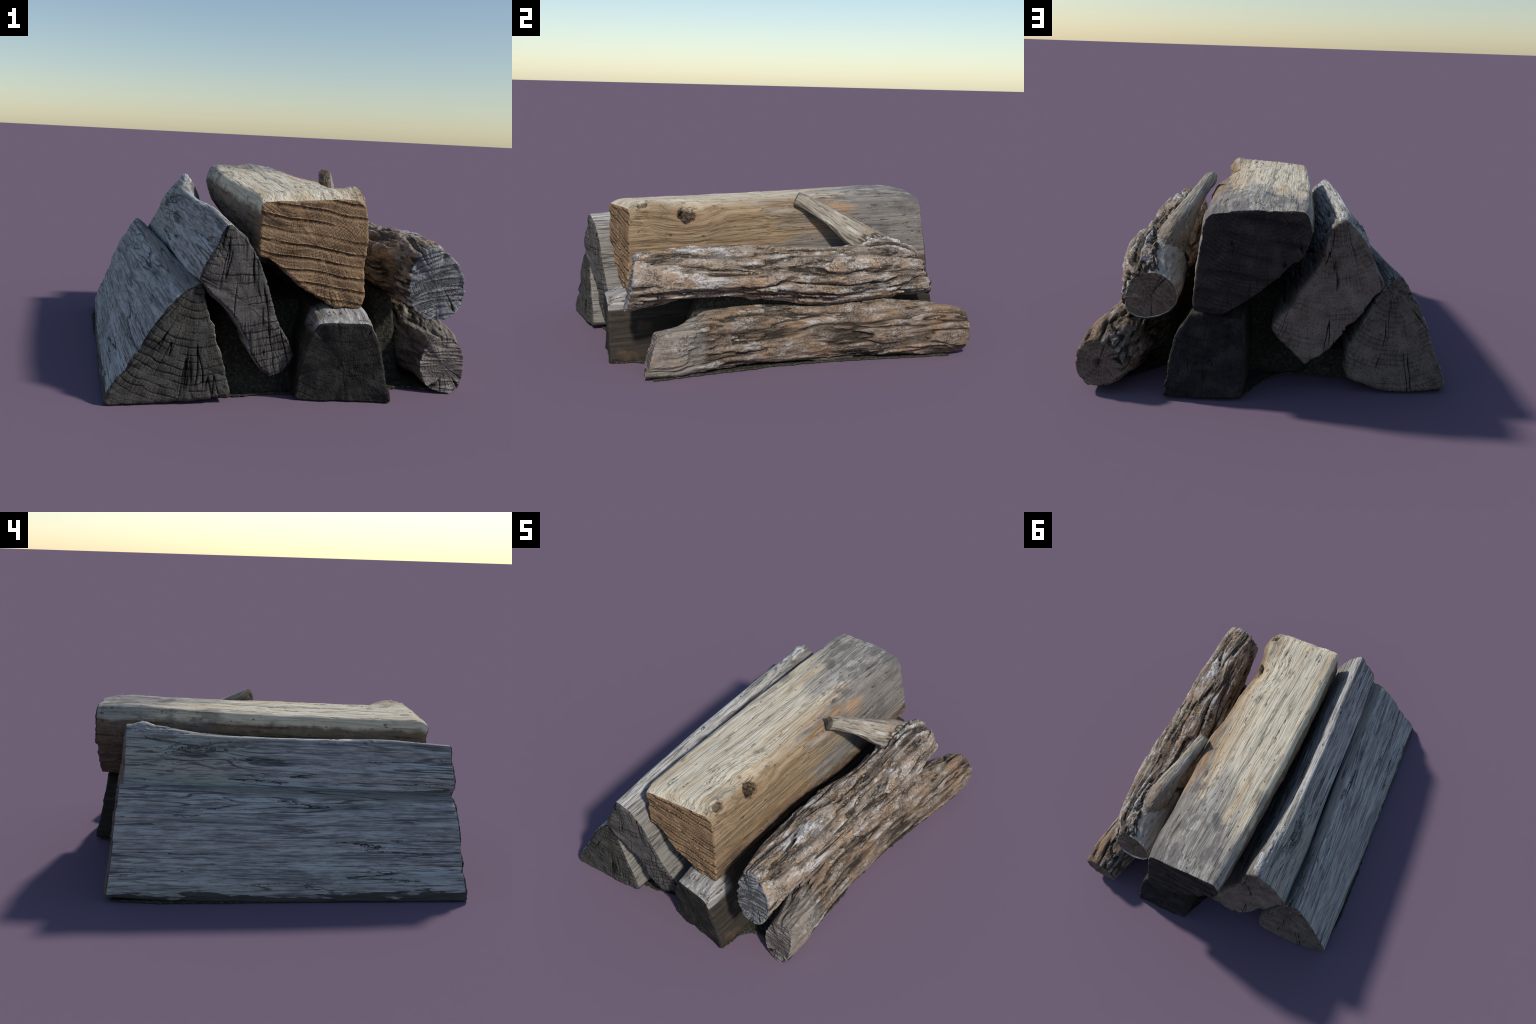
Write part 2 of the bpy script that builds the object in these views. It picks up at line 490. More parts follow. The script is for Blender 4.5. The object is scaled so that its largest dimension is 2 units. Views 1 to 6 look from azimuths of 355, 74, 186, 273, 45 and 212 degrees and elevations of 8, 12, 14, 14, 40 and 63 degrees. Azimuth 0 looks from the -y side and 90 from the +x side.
# =====================================================================================================
# 4. THE SQUARED BEAM on top of the stack
# =====================================================================================================
def build_beam():
    front = [(-.040, -.821, .742), (.16, -.792, .757), (.330, -.768, .766), (.370, -.765, .735), (.374, -.767, .553), (.366, -.773, .348),
             (.262, -.787, .350), (.152, -.801, .413), (.058, -.813, .487), (-.045, -.826, .550), (-.046, -.824, .640)]
    front = [(x, y - .007, z) for x, y, z in front]
    back = [(-.195, .880, .803), (.02, .898, .803), (.190, .913, .790), (.214, .915, .765), (.240, .935, .58), (.248, .951, .379),
            (.128, .942, .369), (.02, .928, .44), (-.104, .908, .543), (-.190, .893, .630), (-.222, .884, .720)]
    st = [(0, front),
          between(front, back, .028, {0: (-.006, .018), 1: (0, .026), 2: (.005, .026), 3: (.005, .020), 10: (-0.009, 0), 9: (-0.004, 0)}),
          between(front, back, .085, {0: (-.012, .020), 1: (0, .028), 2: (.015, .030), 3: (.012, .018), 10: (-0.016, 0), 9: (-0.007, 0)}),
          between(front, back, .13, {0: (-.015, .018), 1: (0, .026), 2: (-.01, .016), 3: (.0, -.005), 10: (-0.020, 0), 9: (-0.010, 0)}),
          between(front, back, .19, {0: (-.018, .015), 1: (0, .025), 2: (-.04, .018), 3: (-.005, -.035), 10: (-0.023, 0), 9: (-0.013, 0)}),
          between(front, back, .28, {0: (-.022, .012), 1: (0, .022), 2: (-.004, .016), 3: (.010, -.002), 10: (-0.027, 0), 9: (-0.016, 0), 8: (0.012, 0)}),
          between(front, back, .42, {0: (-.022, .010), 1: (0, .020), 2: (.006, .015), 3: (.018, -.002), 10: (-0.029, 0), 9: (-0.017, 0), 8: (0.012, 0)}),
          between(front, back, .51, {0: (-.022, .010), 1: (0, .020), 2: (.045, .010), 3: (.042, -.01), 4: (.008, 0), 10: (-0.027, 0), 9: (-0.016, 0), 8: (0.012, 0)}),
          between(front, back, .62, {0: (-.02, .010), 1: (0, .022), 2: (.03, .006), 3: (.030, -.012), 4: (.015, 0), 5: (.01, 0), 10: (-0.023, 0), 9: (-0.013, 0), 8: (0.012, 0)}),
          between(front, back, .78, {0: (-.012, .012), 1: (0, .025), 2: (.0, .008), 3: (.012, .0), 4: (.02, 0), 5: (.01, 0), 10: (-0.016, 0), 9: (-0.008, 0), 8: (0.012, 0)}),
          between(front, back, .95, {0: (-.004, .012), 1: (0, .02), 2: (.0, .012), 3: (.008, .008), 4: (.012, 0), 10: (-0.005, 0), 9: (-0.003, 0)}),
          (1, back)]
    L = Loft(st, round_corner=0.011, edge=0.006)
    inv = L.inv
    def loc(p): return tuple(float(v) for v in (inv[:3, :3] @ np.array(p) + inv[:3, 3]))
    def on_skin(p):
        d = np.linalg.norm(L.P.reshape(-1, 3) - np.array(p), axis=1)
        return loc(L.P.reshape(-1, 3)[d.argmin()])
    k1, k2 = on_skin((.335, -.700, .790)), on_skin((.332, -.466, .742))
    seed = 3.0
    # grain flows round the two knots
    def hump(k, w, h):
        return sqrt(smooth(sqrt((Y - k[1]) * (Y - k[1]) + (Z - k[2]) * (Z - k[2]) * 2.0 + (X - k[0]) * (X - k[0])), w, 0.0)) * h
    flow = hump(k1, .16, .05) + hump(k2, .22, .07)
    def grain(across, length, s, detail=2, rough=0.5, warp=0.03):
        bend = noise((X * 4, Y * 2.5, Z * 4 + s), 1)
        return noise(((X + flow * 0.6 + (bend - .5) * warp) * across + s, Y * length + s * 1.7, (Z + flow + (bend - .5) * warp) * across - s), detail, rough)
    fibre = grain(28, 1.3, seed, 3, 0.6)
    fine = grain(120, 3.0, seed + 5, 3, 0.6, 0.02)
    check = crack(grain(20, .5, seed + 7, 3, .45), 0.009) * smooth(lump(5, seed + 2), 0.50, 0.58)
    sliver = crack(grain(30, 2.0, seed + 9, 2), 0.018) * smooth(lump(7, seed + 5), 0.58, 0.66)
    ragged = (lump(45, 4.0, 2) - .5) * .03
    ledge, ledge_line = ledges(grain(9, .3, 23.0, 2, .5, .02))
    def pit(k, n, r0, r1):
        """Round hole seen along the skin's normal n, so the wall of the hole keeps its colour."""
        n = np.array(n) / np.linalg.norm(n)
        dx, dy, dz = X - k[0], Y - k[1], Z - k[2]
        depth = dx * float(n[0]) + dy * float(n[1]) + dz * float(n[2])
        near = smooth(abs(depth), .09, .07)
        return smooth(sqrt(dx * dx + dy * dy * .7 + dz * dz - depth * depth + 1e-6) + ragged, r1, r0) * near
    hole1, hole2 = pit(k1, (.45, 0, .9), .019, .029), pit(k2, (.8, 0, .6), .034, .046)
    lip1, lip2 = spot(*k1, .03, .06), spot(*k2, .05, .11)
    wander = (lump(7, 9.0, 3, .6) - .5)
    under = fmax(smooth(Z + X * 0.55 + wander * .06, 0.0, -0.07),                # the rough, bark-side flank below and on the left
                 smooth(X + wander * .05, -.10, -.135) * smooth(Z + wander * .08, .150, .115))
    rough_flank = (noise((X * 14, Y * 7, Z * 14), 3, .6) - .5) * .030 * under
    L.relief(.003 + (ledge - .5) * .010 + (fibre - .5) * .009 + (lump(5, 8.0) - .5) * .014 - check * .008 - sliver * .004 + rough_flank
             + (lip2 - hole2) * .006 + (lip1 - hole1) * .004 - hole2 * .045 - hole1 * .024
             + hole2 * (lump(70, 5.0) - .5) * .02)
    # colours
    half = L.L / 2
    greyed = smooth(Y + X * 1.1 + (lump(3.5, 4.0, 3, .6) - .5) * 0.9 + (grain(14, 1.0, 6.0, 3, .6) - .5) * 1.1, half * .16, half * .58)
    soot = smooth(noise((X * 9 + 3, Y * 4.5, Z * 9), 4, .65), .50, .62) * smooth(Y, -half * .1, half * .5)
    blot = fmax(fmax(spot(*loc((.215, -.270, .80)), .01, .055), spot(*loc((.10, .64, .82)), .03, .17)), spot(*loc((.20, .42, .80)), .01, .10))
    soot = fmax(soot, blot * smooth(noise((X * 26 + 3, Y * 13, Z * 26), 3, .65), .46, .56))
    warmth = smooth(grain(9, .9, 14.0, 3, .55), .49, .64)
    edge_orange = spot(*loc((.29, .30, .77)), .05, .24) * smooth(grain(24, 1.5, 15.0, 3), .44, .58)
    streak = grain(44, 1.0, 17.0, 4, .62)
    brush = grain(85, 9, 31.0, 3, .65, .01)
    dots = smooth(noise((X * 50, Y * 26, Z * 50), 2, .5), .68, .74)
    stain = smooth(noise((X * 7, Y * 5, Z * 7 + 3), 3, .6), .56, .70)
    side = smooth(X - Z * .35 + wander * .05, .03, .12)          # split flank is browner than the sunned top
    sh = Shader('weathered_tan_wood')
    sh.colour((.70, .615, .465),
              (warmth * .60, (.52, .36, .20)),
              (smooth(streak, .50, .66) * .60, (.74, .68, .55)),
              (smooth(streak, .46, .34) * .50, (.45, .34, .21)),
              (stain * .45, (.36, .29, .21)),
              (smooth(brush, .52, .62) * .35, (.72, .66, .53)),
              (smooth(brush, .47, .37) * .28, (.38, .30, .20)),
              (side * .86, (.255, .160, .080)),
              (side * smooth(brush, .52, .62) * .35, (.40, .275, .15)),
              (side * smooth(brush, .48, .38) * .5, (.15, .095, .05)),
              (side * smooth(streak, .50, .66) * .60, (.42, .305, .175)),
              (side * smooth(streak, .46, .34) * .60, (.16, .10, .052)),
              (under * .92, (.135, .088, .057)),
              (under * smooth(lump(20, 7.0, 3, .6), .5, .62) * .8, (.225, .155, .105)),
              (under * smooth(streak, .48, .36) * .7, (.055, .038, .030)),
              (greyed * (1 - under) * .78, (.315, .295, .270)),
              (greyed * (1 - under) * smooth(streak, .50, .64) * .75, (.50, .48, .445)),
              (greyed * (1 - under) * smooth(streak, .47, .36) * .65, (.14, .125, .115)),
              (greyed * (1 - under) * side * .60, (.155, .138, .12)),
              (greyed * (1 - under) * smooth(brush, .47, .37) * .4, (.12, .11, .10)),
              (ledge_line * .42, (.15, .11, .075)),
              (soot * .72, (.13, .12, .115)),
              (edge_orange * .85, (.46, .25, .11)),
              (smooth(fine, .56, .72) * .40, (.20, .145, .095)),
              (lip2 * (1 - hole2) * smooth(fine, .42, .60) * .6, (.24, .14, .07)),
              (dots * .70, (.07, .055, .045)),
              (fmax(check, sliver * .6) * .85, (.045, .034, .026)),
              (fmax(hole1 * .85, hole2) * (.86 + .14 * smooth(lump(60, 3.0), .45, .6)), (.028, .016, .010)))
    mat = sh.bump(fine * .005 + streak * .006 + brush * .004 - sliver * .003 - dots * .002 + lump(130, 4.0) * .0015)
    # cut ends with chain-saw ridges
    def saw_lines(freq, slope, seed):
        v = (Z + X * slope + (noise((X * 5, Z * 3, wrap(seed)), 2) - .5) * .035) * freq
        w = fract(v)
        return w, smooth(w, 0.55, 0.90) * smooth(w, 1.0, 0.95)
    e1 = end_pattern(-.10, .26, 4.0, rings=85, spokes=6, ring_w=.7, check_w=.002)
    w1, dark1 = saw_lines(21, .16, 1.5)
    keep1 = smooth(noise((X * 0.8, Z * 9, wrap(2.0)), 2), .30, .50)
    m1 = end_material('sawn_brown_end_grain', 5.0, e1, (.33, .208, .112), (.43, .285, .158), (.070, .040, .024), .18, dark1 * keep1 * 1.5, .10)
    e2 = end_pattern(-.05, .30, 9.0, rings=60, spokes=5, ring_w=.7, check_w=.008)
    w2, dark2 = saw_lines(12, -.14, 6.5)
    keep2 = smooth(noise((X * 3.0, Z * 9, wrap(7.0)), 2), .36, .54)
    m2 = end_material('sooty_sawn_end_grain', 6.0, e2, (.048, .038, .034), (.075, .060, .052), (.018, .014, .013), .35, dark2 * keep2, .3)  # brown end grain taken near black to carry the shade on this face
    thing = new_thing('squared_log', 'long squared weathered log with two knots', 'firewood log', (.09, .06, .35))
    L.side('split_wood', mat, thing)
    L.cap('cut_end', m1, thing, False, (w1 - .5) * .009 * keep1 - dark1 * keep1 * .005 + (noise((X * 50, Z * 50, wrap(1.0)), 2) - .5) * .002)
    L.cap('cut_end', m2, thing, True, (w2 - .5) * .008 * keep2 - dark2 * keep2 * .003 + (noise((X * 30, Z * 30, wrap(3.0)), 2) - .5) * .004)

# =====================================================================================================
# 5. THE TWO SPLIT WEDGES on the left
# =====================================================================================================
GREY = dict(base=(.425, .405, .378), pale=(.61, .60, .585), dark=(.10, .094, .09))
INNER = (.215, .195, .165)          # wood colour darkened for the beam's shadow on the inward flank

def build_leaning_wedge():
    front = [(-.172, -.915, .662), (-.114, -.895, .622), (-.055, -.876, .535), (-.001, -.856, .378), (.048, -.840, .253), (.098, -.823, .160),
             (.063, -.833, .106), (.018, -.846, .092), (-.020, -.860, .125), (-.075, -.878, .231), (-.141, -.900, .342), (-.195, -.916, .396),
             (-.268, -.940, .470), (-.218, -.925, .565)]
    front = [(x, y - .014, z) for x, y, z in front]
    back = [(-.350, .697, .745), (-.295, .712, .705), (-.280, .725, .61), (-.240, .743, .522), (-.147, .781, .375), (-.070, .807, .286),
            (-.133, .803, .204), (-.209, .794, .122), (-.260, .777, .17), (-.314, .760, .217), (-.382, .735, .299), (-.451, .712, .374),
            (-.535, .684, .463), (-.450, .685, .63)]
    st = [(0, front),
          between(front, back, .22, {0: (-.012, .004), 1: (-.02, -.01), 2: (-.012, 0), 12: (-.004, -.014), 11: (0, -.014)}),
          between(front, back, .45, {0: (-.030, -.014), 1: (-.045, -.034), 2: (-.030, -.01), 3: (-.015, 0), 13: (-.008, 0)}),
          between(front, back, .62, {0: (-.035, -.018), 1: (-.050, -.038), 2: (-.035, -.01), 3: (-.015, 0), 13: (-.008, -.004)}),
          between(front, back, .80, {0: (-.022, -.012), 1: (-.035, -.025), 2: (-.02, 0), 12: (-.006, 0), 13: (-.026, .016)}),
          between(front, back, .93, {0: (-.005, .005), 1: (-.01, .0)}),
          (1, back)]
    L = Loft(st, round_corner=0.008, edge=0.005)
    s = split_wood(21.0, .9)
    half = L.L / 2
    gouge_gate = smooth(Y, -half * .05, half * .45) * smooth(Y, half * .95, half * .70)
    gouge = crack(along(12, .40, 33.0, .10, 1, .4), .040) * gouge_gate
    cream = smooth(Y + (lump(5, 6.0, 2) - .5) * .5, half * .05, half * .5) * (1 - smooth(X + Z * .35, .0, .05))
    flank = smooth(X + Z * .35 + (lump(9, 3.0, 3) - .5) * .04, .05, .08)
    L.relief(s['relief'] - gouge * .012 + .010)
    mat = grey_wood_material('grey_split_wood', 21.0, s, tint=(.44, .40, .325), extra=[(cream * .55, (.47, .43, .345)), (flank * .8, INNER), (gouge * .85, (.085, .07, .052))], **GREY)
    e1 = end_pattern(-.03, .62, 12.0, rings=36, spokes=16, ring_w=.30, check_w=.026)
    e2 = end_pattern(-.02, .42, 15.0, rings=44, spokes=9, ring_w=.5, check_w=.022)
    m1 = end_material('dark_checked_end_grain', 12.0, e1, (.092, .085, .078), (.145, .135, .125), (.024, .022, .020), .85, None, .75)
    m2 = end_material('brown_checked_end_grain', 15.0, e2, (.195, .152, .122), (.27, .215, .178), (.045, .035, .029), .35, None, .4)
    thing = new_thing('leaning_split_log', 'grey weathered split log leaning on its side', 'firewood log', (-.16, -.05, .11))
    L.side('split_wood', mat, thing)
    L.cap('cut_end', m1, thing, False, -e1['ring'] * .0022 - e1['spoke'] * .006 + (noise((X * 25, Z * 25, wrap(3.0)), 2) - .5) * .004)
    L.cap('cut_end', m2, thing, True, -e2['spoke'] * .007 + (noise((X * 20, Z * 20, wrap(5.0)), 2) - .5) * .006)
    # splintered knob at the back of the ridge
    k = [(0, ellipse(-.340, .52, .690, .022, .024, .4, 12)), (.3, ellipse(-.343, .57, .708, .034, .038, .4, 12, wob=[(3, .12, 1)])),
         (.7, ellipse(-.348, .63, .722, .036, .040, .3, 12, wob=[(3, .15, 2)])), (1, ellipse(-.350, .682, .722, .028, .028, .3, 12))]
    K = Loft(k, round_corner=.004, step=.004, edge=.012)
    K.relief((along(30, 7, 3.0, .05, 2) - .5) * .022 + (lump(18, 4.0) - .5) * .022)
    ks = split_wood(41.0)
    km = grey_wood_material('pale_splintered_wood', 41.0, ks, (.46, .445, .42), (.60, .59, .57), (.10, .09, .085), (.42, .37, .30))
    K.side('knob', km, thing)
    K.cap('knob_end', km, thing, False, dome=.006)
    K.cap('knob_end', km, thing, True, dome=.012)

def build_ground_wedge():
    front = [(-.266, -.940, .446), (-.246, -.938, .359), (-.209, -.935, .234), (-.172, -.931, .128), (-.146, -.929, .030), (-.38, -.964, .018),
             (-.594, -.993, .004), (-.550, -.985, .087), (-.490, -.975, .171), (-.438, -.967, .258), (-.358, -.954, .359), (-.312, -.947, .413)]
    front = [(x, y + .008, z) for x, y, z in front]
    back = [(-.598, .682, .499), (-.535, .699, .442), (-.460, .732, .276), (-.400, .758, .20), (-.396, .768, .07), (-.59, .750, .018),
            (-.810, .704, .030), (-.792, .700, .10), (-.763, .695, .176), (-.712, .688, .296), (-.665, .686, .39), (-.632, .684, .45)]
    st = [(0, front), between(front, back, .35, {7: (-.008, 0), 8: (-.010, 0), 6: (-.004, -.01), 5: (0, -.02), 4: (0, -.03)}),
          between(front, back, .7, {7: (-.010, 0), 8: (-.012, 0), 6: (-.006, -.02), 5: (0, -.03), 4: (0, -.05)}), (1, back)]
    L = Loft(st, round_corner=0.008, edge=0.004)
    s = split_wood(61.0, .85)
    L.relief(s['relief'] + .012).clamp_floor(.001)
    flank = smooth(X + (lump(9, 5.0, 3) - .5) * .04 - Z * -.3, .06, .10)
    ragged = (along(30, 4, 63.0, 0, 3, .65) - .5) * .10 + (lump(4, 7.0) - .5) * .06
    z0, z1 = float(L.local(L.P[:20])[:, 2].min()), float(L.local(L.P[-20:])[:, 2].min())
    floor = Y * ((z1 - z0) / L.L) + (z0 + z1) / 2
    foot = smooth(Z - floor + ragged * 1.1 + Y * .012, .042, .034)                # damp soil sticks to the foot
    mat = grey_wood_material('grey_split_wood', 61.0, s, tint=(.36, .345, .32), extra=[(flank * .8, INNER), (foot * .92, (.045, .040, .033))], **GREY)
    e1 = end_pattern(.07, .30, 22.0, rings=36, spokes=9, ring_w=.32, check_w=.020)
    e2 = end_pattern(.02, .26, 25.0, rings=48, spokes=6, ring_w=.5, check_w=.016)
    m1 = end_material('dark_checked_end_grain', 22.0, e1, (.074, .069, .060), (.118, .110, .096), (.020, .018, .016), .85, None, .6)
    m2 = end_material('brown_checked_end_grain', 25.0, e2, (.160, .126, .102), (.225, .182, .15), (.038, .031, .026), .4, None, .35)
    thing = new_thing('ground_split_log', 'grey weathered wedge of split firewood', 'firewood log', (-.46, -.15, 0))
    L.side('split_wood', mat, thing)
    L.cap('cut_end', m1, thing, False, -e1['ring'] * .0022 - e1['spoke'] * .006 + (noise((X * 22, Z * 22, wrap(4.0)), 2) - .5) * .006)
    L.cap('cut_end', m2, thing, True, -e2['spoke'] * .007 + (noise((X * 20, Z * 20, wrap(6.0)), 2) - .5) * .006)

# =====================================================================================================
# 6. THE SMALL BLOCK that carries the beam
# =====================================================================================================
def build_block():
    front = [(.192, -.880, .296), (.380, -.885, .300), (.415, -.885, .233), (.444, -.882, .123), (.474, -.882, .002), (.30, -.880, .002),
             (.118, -.870, .002), (.128, -.870, .121), (.155, -.875, .225)]
    back = [(.060, .880, .335), (.272, .905, .350), (.318, .925, .275), (.342, .947, .183), (.368, .982, .012), (.206, .966, .012),
            (.052, .945, .014), (.056, .920, .10), (.058, .905, .19)]
    back = [(x, y + .010, z) for x, y, z in back]
    st = [(0, front), between(front, back, .03, {0: (0, .022), 1: (0, .022)}), between(front, back, .06, {0: (0, .034), 1: (0, .034)}),
          between(front, back, .5, {0: (0, .01), 1: (0, .01)}), (1, back)]
    L = Loft(st, round_corner=0.009, edge=0.004)
    s = split_wood(81.0, .8)
    L.relief(s['relief'] + .008).clamp_floor(.001)
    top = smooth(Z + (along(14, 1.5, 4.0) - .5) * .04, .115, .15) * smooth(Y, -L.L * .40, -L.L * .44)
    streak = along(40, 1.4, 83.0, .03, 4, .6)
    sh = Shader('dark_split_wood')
    sh.colour((.036, .029, .023), (smooth(streak, .48, .66) * .8, (.062, .050, .040)), (top * .85, (.36, .335, .31)),  # base lowered to hold the shadow the bark log throws here
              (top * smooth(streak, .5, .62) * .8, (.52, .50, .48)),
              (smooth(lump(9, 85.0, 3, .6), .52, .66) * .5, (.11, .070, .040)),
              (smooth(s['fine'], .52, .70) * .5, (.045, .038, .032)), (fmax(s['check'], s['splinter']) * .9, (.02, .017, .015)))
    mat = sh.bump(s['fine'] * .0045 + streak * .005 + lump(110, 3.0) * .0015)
    e1 = end_pattern(.0, .30, 32.0, rings=30, spokes=7, ring_w=.3, check_w=.006)
    m1 = end_material('charred_end_grain', 32.0, e1, (.033, .030, .026), (.068, .061, .050), (.011, .010, .009), .25, None, .2)  # both block ends coloured almost black
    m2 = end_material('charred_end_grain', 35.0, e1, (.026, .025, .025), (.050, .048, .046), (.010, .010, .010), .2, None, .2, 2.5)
    thing = new_thing('support_log', 'short dark log block carrying the beam', 'firewood log', (.24, .03, 0))
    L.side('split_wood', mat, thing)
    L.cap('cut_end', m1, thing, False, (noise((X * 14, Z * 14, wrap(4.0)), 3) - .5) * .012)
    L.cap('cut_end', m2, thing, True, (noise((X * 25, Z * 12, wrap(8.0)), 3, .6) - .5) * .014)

# =====================================================================================================
# 7. THE TWO ROUND LOGS with bark
# =====================================================================================================
def build_branch_log():
    w = [(2, .05, .6), (3, .04, 1.9)]
    st = [(0, ellipse(.652, -.808, .450, .118, .136, -.25, yaw=-.06, wob=w, pitch=.20)), (.10, ellipse(.622, -.640, .470, .134, .130, -.15, wob=w)),
          (.26, ellipse(.594, -.385, .484, .144, .124, 0, wob=w)), (.44, ellipse(.572, -.080, .456, .156, .134, .1, wob=w)),
          (.62, ellipse(.572, .230, .430, .152, .150, .2, wob=w)), (.80, ellipse(.518, .540, .434, .148, .154, .3, wob=w)),
          (.91, ellipse(.487, .720, .428, .145, .134, .35, wob=w)), (1, ellipse(.466, .832, .392, .130, .100, .42, wob=w, pitch=-.25))]
    L = Loft(st, round_corner=.008, step=.0042, edge=.006)
    inv = L.inv
    def loc(p): return tuple(float(v) for v in (inv[:3, :3] @ np.array(p) + inv[:3, 3]))
    s = bark(101.0)
    half = L.L / 2
    # bark has come off the inner flank by the stub and, raggedly, at the back rim
    edge_n = (lump(8, 7.0, 3, .6) - .5) + (lump(30, 4.0, 2) - .5) * .25
    rim_gap = smooth(Y + edge_n * .16 + X * -.10, half - .075, half - .045)
    flank = smooth(Z * .35 - X + edge_n * .11, .050, .075) * smooth(Y + edge_n * .15, half - .50, half - .42)
    bare_raw = fmax(rim_gap, flank)
    bare = smooth(bare_raw, .35, .65)
    rim = bare_raw * (1 - bare_raw) * 4
    ring_scar = smooth(abs(Y - loc((.62, -.10, .55))[1] + (lump(8, 3.0) - .5) * .06 - (Z * .15)), .020, .004)
    swell = spot(*loc((.455, .545, .575)), .02, .19) * .052
    calm = .35 + .65 * smooth(abs(Y), half, half - .06)              # the saw left the rims even
    L.relief(s['relief'] * calm * (1 - bare * .85) - bare * .012 + ring_scar * .008 + swell)
    mat = bark_material('grey_brown_bark', 101.0, s, (.325, .255, .195), (.60, .575, .55), (.44, .29, .17), (.036, .028, .023),
                        bare, (.45, .42, .36), smooth(rim, .45, .95) * .85)
    e1 = end_pattern(.02, .02, 42.0, rings=70, spokes=1.6, ring_w=.6, check_w=.010)
    def strokes(freq, slope, seed, curve):
        v = (Z - X * slope + X * X * curve + (noise((X * 6, Z * 6, wrap(seed)), 2) - .5) * .03) * freq
        return crack(noise((X * 4, v, wrap(seed)), 1), .10)
    m1 = end_material('silvery_cut_end', 42.0, e1, (.27, .26, .25), (.43, .425, .415), (.052, .048, .046), .25, strokes(32, .28, 3.0, 1.5), .05)
    e2 = end_pattern(.0, .0, 45.0, rings=60, spokes=1.2, ring_w=.5, check_w=.010)
    m2 = end_material('brown_cut_end', 45.0, e2, (.20, .14, .105), (.28, .21, .16), (.05, .036, .03), .4, strokes(22, .55, 7.0, 1.0) * .5, .3)
    thing = new_thing('bark_log', 'bark-covered round log with a short branch stub', 'firewood log', (.56, 0, .31))
    L.side('bark', mat, thing)
    L.cap('cut_end', m1, thing, False, -strokes(32, .28, 3.0, 1.5) * .003 - e1['spoke'] * .005 + (noise((X * 20, Z * 20, wrap(4.0)), 2) - .5) * .006)
    L.cap('cut_end', m2, thing, True, -e2['spoke'] * .008 + (noise((X * 20, Z * 20, wrap(5.0)), 2) - .5) * .006)
    # branch stub: bare grey wood that rises forward out of the trunk
    path = [((.500, .660, .445), .070), ((.462, .540, .545), .086), ((.425, .405, .642), .062), ((.384, .285, .728), .041),
            ((.355, .195, .783), .037), ((.336, .125, .815), .034)]
    pts = np.array([p for p, r in path]); tan = np.gradient(pts, axis=0)
    secs = []
    for (p, r), d, i in zip(path, tan, range(len(path))):
        d = d / np.linalg.norm(d)
        side = np.cross(d, (0, 0, 1)); side /= np.linalg.norm(side)
        up = np.cross(side, d)
        a = np.arange(14) * 2 * np.pi / 14
        rr = r * (1 + .10 * np.sin(2 * a + 1) + .07 * np.sin(3 * a + i))
        secs.append((i / (len(path) - 1), np.array(p) + (np.sin(a) * rr)[:, None] * side + (np.cos(a) * rr)[:, None] * up))
    S = Loft(secs, round_corner=.004, step=.004, edge=.008)
    # wood fibres follow the stub's own axis (its local Y)
    fib = along(26, 2.2, 7.0, .03, 3, .6)
    S.relief((fib - .5) * .014 + (lump(14, 3.0) - .5) * .010)
    sh = Shader('bare_branch_wood')
    fine = along(90, 5, 9.0, .02, 3, .6)
    sb = bark(111.0)
    barky = smooth(Y + (lump(16, 2.0, 3) - .5) * .16 - Z * .3, -.06, -.085)     # collar of bark at the stub's foot
    sh.colour((.36, .315, .25), (smooth(fib, .52, .64) * .8, (.55, .51, .44)), (smooth(fine, .51, .62) * .75, (.13, .10, .075)),
              (smooth(fib, .44, .32) * .7, (.09, .072, .055)), (smooth(lump(16, 6.0, 3, .6), .55, .68) * .5, (.25, .20, .15)),
              (barky * .95, (.30, .235, .175)), (barky * smooth(sb['flake'], .52, .66) * .7, (.52, .49, .46)),
              (barky * fmax(sb['fine'], sb['furrow']) * .9, (.05, .04, .033)))
    sm = sh.bump(fine * .005 + fib * .004)
    S.side('branch_stub', sm, thing)
    es = end_pattern(0, 0, 3.0, rings=90, spokes=2)
    S.cap('stub_end', end_material('stub_end_grain', 3.0, es, (.20, .155, .115), (.30, .25, .2), (.05, .04, .03)), thing, True, dome=.004)

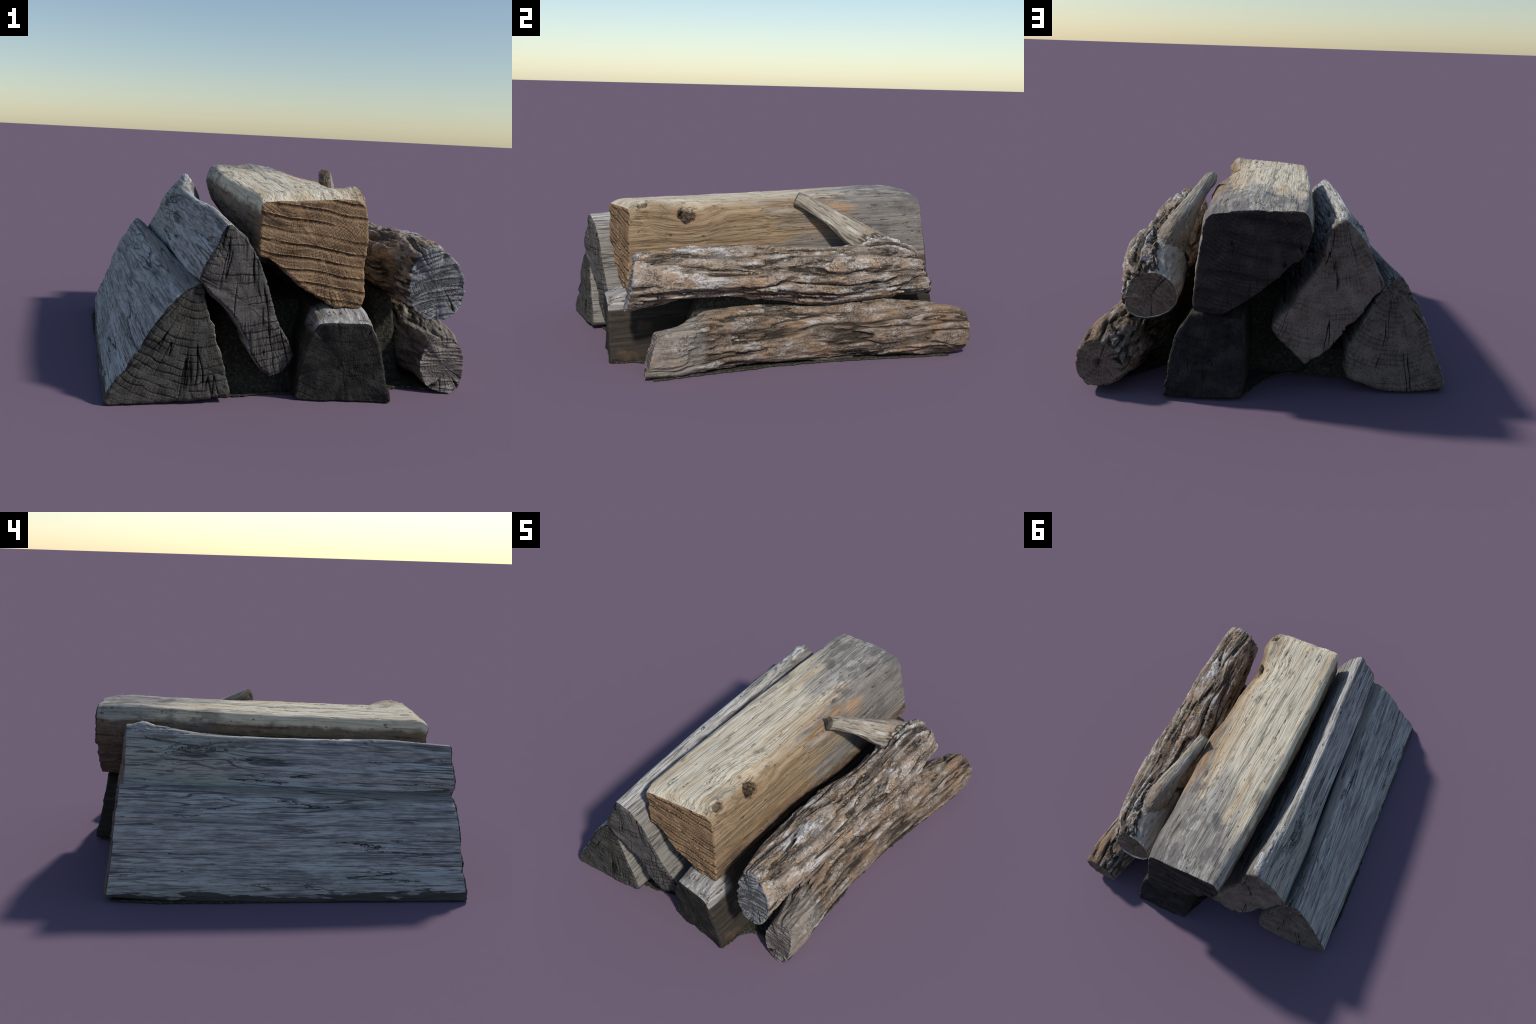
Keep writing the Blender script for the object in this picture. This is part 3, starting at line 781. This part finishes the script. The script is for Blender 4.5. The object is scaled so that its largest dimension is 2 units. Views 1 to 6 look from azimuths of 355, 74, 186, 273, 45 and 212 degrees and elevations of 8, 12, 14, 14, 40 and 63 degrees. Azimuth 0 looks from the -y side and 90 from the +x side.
def build_ground_round_log():
    w = [(2, .04, 1.2), (3, .04, .4)]
    st = [(0, ellipse(.730, -.730, .114, .100, .116, .1, yaw=-.05, wob=w, foot=.5, pitch=.24)), (.07, ellipse(.722, -.600, .130, .110, .128, .1, wob=w, foot=.5)),
          (.16, ellipse(.676, -.450, .150, .122, .144, .1, wob=w, foot=.5)), (.27, ellipse(.626, -.270, .150, .130, .144, 0, wob=w, foot=.55)),
          (.42, ellipse(.600, -.020, .150, .136, .144, 0, wob=w, foot=.55)), (.62, ellipse(.594, .330, .150, .138, .144, 0, wob=w, foot=.55)),
          (.82, ellipse(.620, .640, .148, .134, .138, 0, wob=w, foot=.55)), (.94, ellipse(.648, .880, .142, .122, .126, 0, wob=w, foot=.4)),
          (1, ellipse(.652, .994, .134, .108, .102, 0, wob=w, foot=.1))]
    L = Loft(st, round_corner=.008, step=.0042, edge=.010)
    s = bark(131.0, .8)
    half = L.L / 2
    edge_n = (lump(7, 5.0, 3, .6) - .5)
    worn_raw = smooth(Y + edge_n * .18, -half + .30, -half + .24)
    calm = .35 + .65 * smooth(abs(Y), half, half - .06)
    L.relief(s['relief'] * calm * (1 - worn_raw * .4) - worn_raw * .008).clamp_floor(.001)
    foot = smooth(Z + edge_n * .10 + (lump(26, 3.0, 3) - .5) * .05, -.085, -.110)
    mat = bark_material('brown_bark', 131.0, s, (.235, .175, .128), (.47, .43, .385), (.30, .185, .105), (.034, .026, .020),
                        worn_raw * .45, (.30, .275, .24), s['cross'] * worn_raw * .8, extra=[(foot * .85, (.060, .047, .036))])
    e1 = end_pattern(.0, .0, 52.0, rings=80, spokes=1.0, ring_w=.5, check_w=.010)
    line = crack(noise((X * 5, Z * 42, wrap(4.0)), 1), .10)
    m1 = end_material('reddish_grey_cut_end', 52.0, e1, (.27, .225, .195), (.40, .355, .32), (.055, .042, .036), .3, line, .04)
    e2 = end_pattern(.0, .01, 55.0, rings=55, spokes=1.2, ring_w=.4, check_w=.02)
    m2 = end_material('brown_cut_end', 55.0, e2, (.175, .128, .098), (.255, .20, .16), (.045, .033, .027), .35, line * .3, .3)
    thing = new_thing('ground_bark_log', 'curved bark-covered round log on the ground', 'firewood log', (.62, .1, 0))
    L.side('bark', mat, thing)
    L.cap('cut_end', m1, thing, False, -line * .002 - e1['spoke'] * .005 + (noise((X * 20, Z * 20, wrap(4.0)), 2) - .5) * .006)
    L.cap('cut_end', m2, thing, True, -spot(.0, half, .01, .008, .018) * .02 - e2['spoke'] * .004 + (noise((X * 20, Z * 20, wrap(5.0)), 2) - .5) * .006)

# =====================================================================================================
# 8. THE SOIL under the stack: a thin ragged patch
# =====================================================================================================
def build_soil():
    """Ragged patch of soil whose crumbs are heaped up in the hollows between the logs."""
    edge = np.array([(-.585, -.975), (-.38, -.93), (-.14, -.86), (.02, -.81), (.13, -.81), (.30, -.845), (.478, -.880), (.49, -.74), (.56, -.68),
                     (.66, -.710), (.790, -.712), (.748, -.46), (.692, -.05), (.682, .255), (.700, .64), (.715, .895), (.62, .86), (.54, .58), (.42, .58),
                     (.375, .965), (.20, .950), (.050, .93), (-.02, .72), (-.10, .62), (-.40, .61), (-.57, .735), (-.800, .685), (-.808, .47),
                     (-.758, .12), (-.695, -.25), (-.638, -.65)])
    n, per = len(edge), 26
    i = np.arange(n * per)
    k, w = i // per, (i % per / per)[:, None]
    ring = edge[k] * (1 - w) + edge[(k + 1) % n] * w
    c = np.array([0.0, -.03])
    d = ring - c; r = np.linalg.norm(d, axis=1, keepdims=True)
    p3 = np.concatenate([ring, np.zeros((len(ring), 1))], 1)
    rag = (lump(16, 3.0, 3, .65).at(p3) - .45) * .04 + np.round(lump(30, 9.0, 1).at(p3) * 4 - 2) * .007
    ring = ring + d / r * np.clip(rag, -.02, .012)[:, None]
    rows = []
    for s in np.concatenate([[1.0, 1.0], np.linspace(.994, .01, 150)]):
        q = c + (ring - c) * s
        rows.append(np.concatenate([q, np.zeros((len(q), 1))], 1))
    P = np.array(rows)
    flat = P.reshape(-1, 3)
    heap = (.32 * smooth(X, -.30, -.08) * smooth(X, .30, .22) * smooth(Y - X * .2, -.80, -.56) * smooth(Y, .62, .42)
            + .13 * smooth(X + Y * .18, -.62, -.45) * smooth(X + Y * .2, -.05, -.15) * smooth(Y, -.80, -.62) * smooth(Y, .74, .64))
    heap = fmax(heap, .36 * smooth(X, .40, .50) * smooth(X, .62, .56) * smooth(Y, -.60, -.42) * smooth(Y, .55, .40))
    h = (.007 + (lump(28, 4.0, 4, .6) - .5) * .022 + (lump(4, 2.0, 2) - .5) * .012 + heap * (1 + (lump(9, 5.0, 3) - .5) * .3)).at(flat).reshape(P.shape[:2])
    h = np.maximum(h, .003)
    h[0] = 0.0
    P[..., 2] = h
    sh = Shader('dark_soil', .95, .1)
    g = lump(80, 6.0, 3, .7)
    sh.colour((.045, .041, .032), (smooth(g, .5, .64) * .8, (.10, .095, .078)), (smooth(g, .46, .34) * .8, (.014, .014, .011)),
              (smooth(lump(12, 3.0, 3), .54, .66) * .5, (.045, .052, .032)))
    ob = make_mesh('soil_patch', P.reshape(-1, 3), grid_faces(*P.shape[:2]), sh.bump(g * .008), Matrix.Identity(4), None)
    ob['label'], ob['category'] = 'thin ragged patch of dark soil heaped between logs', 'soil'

for build in (build_beam, build_leaning_wedge, build_ground_wedge, build_block, build_branch_log, build_ground_round_log, build_soil):
    build()
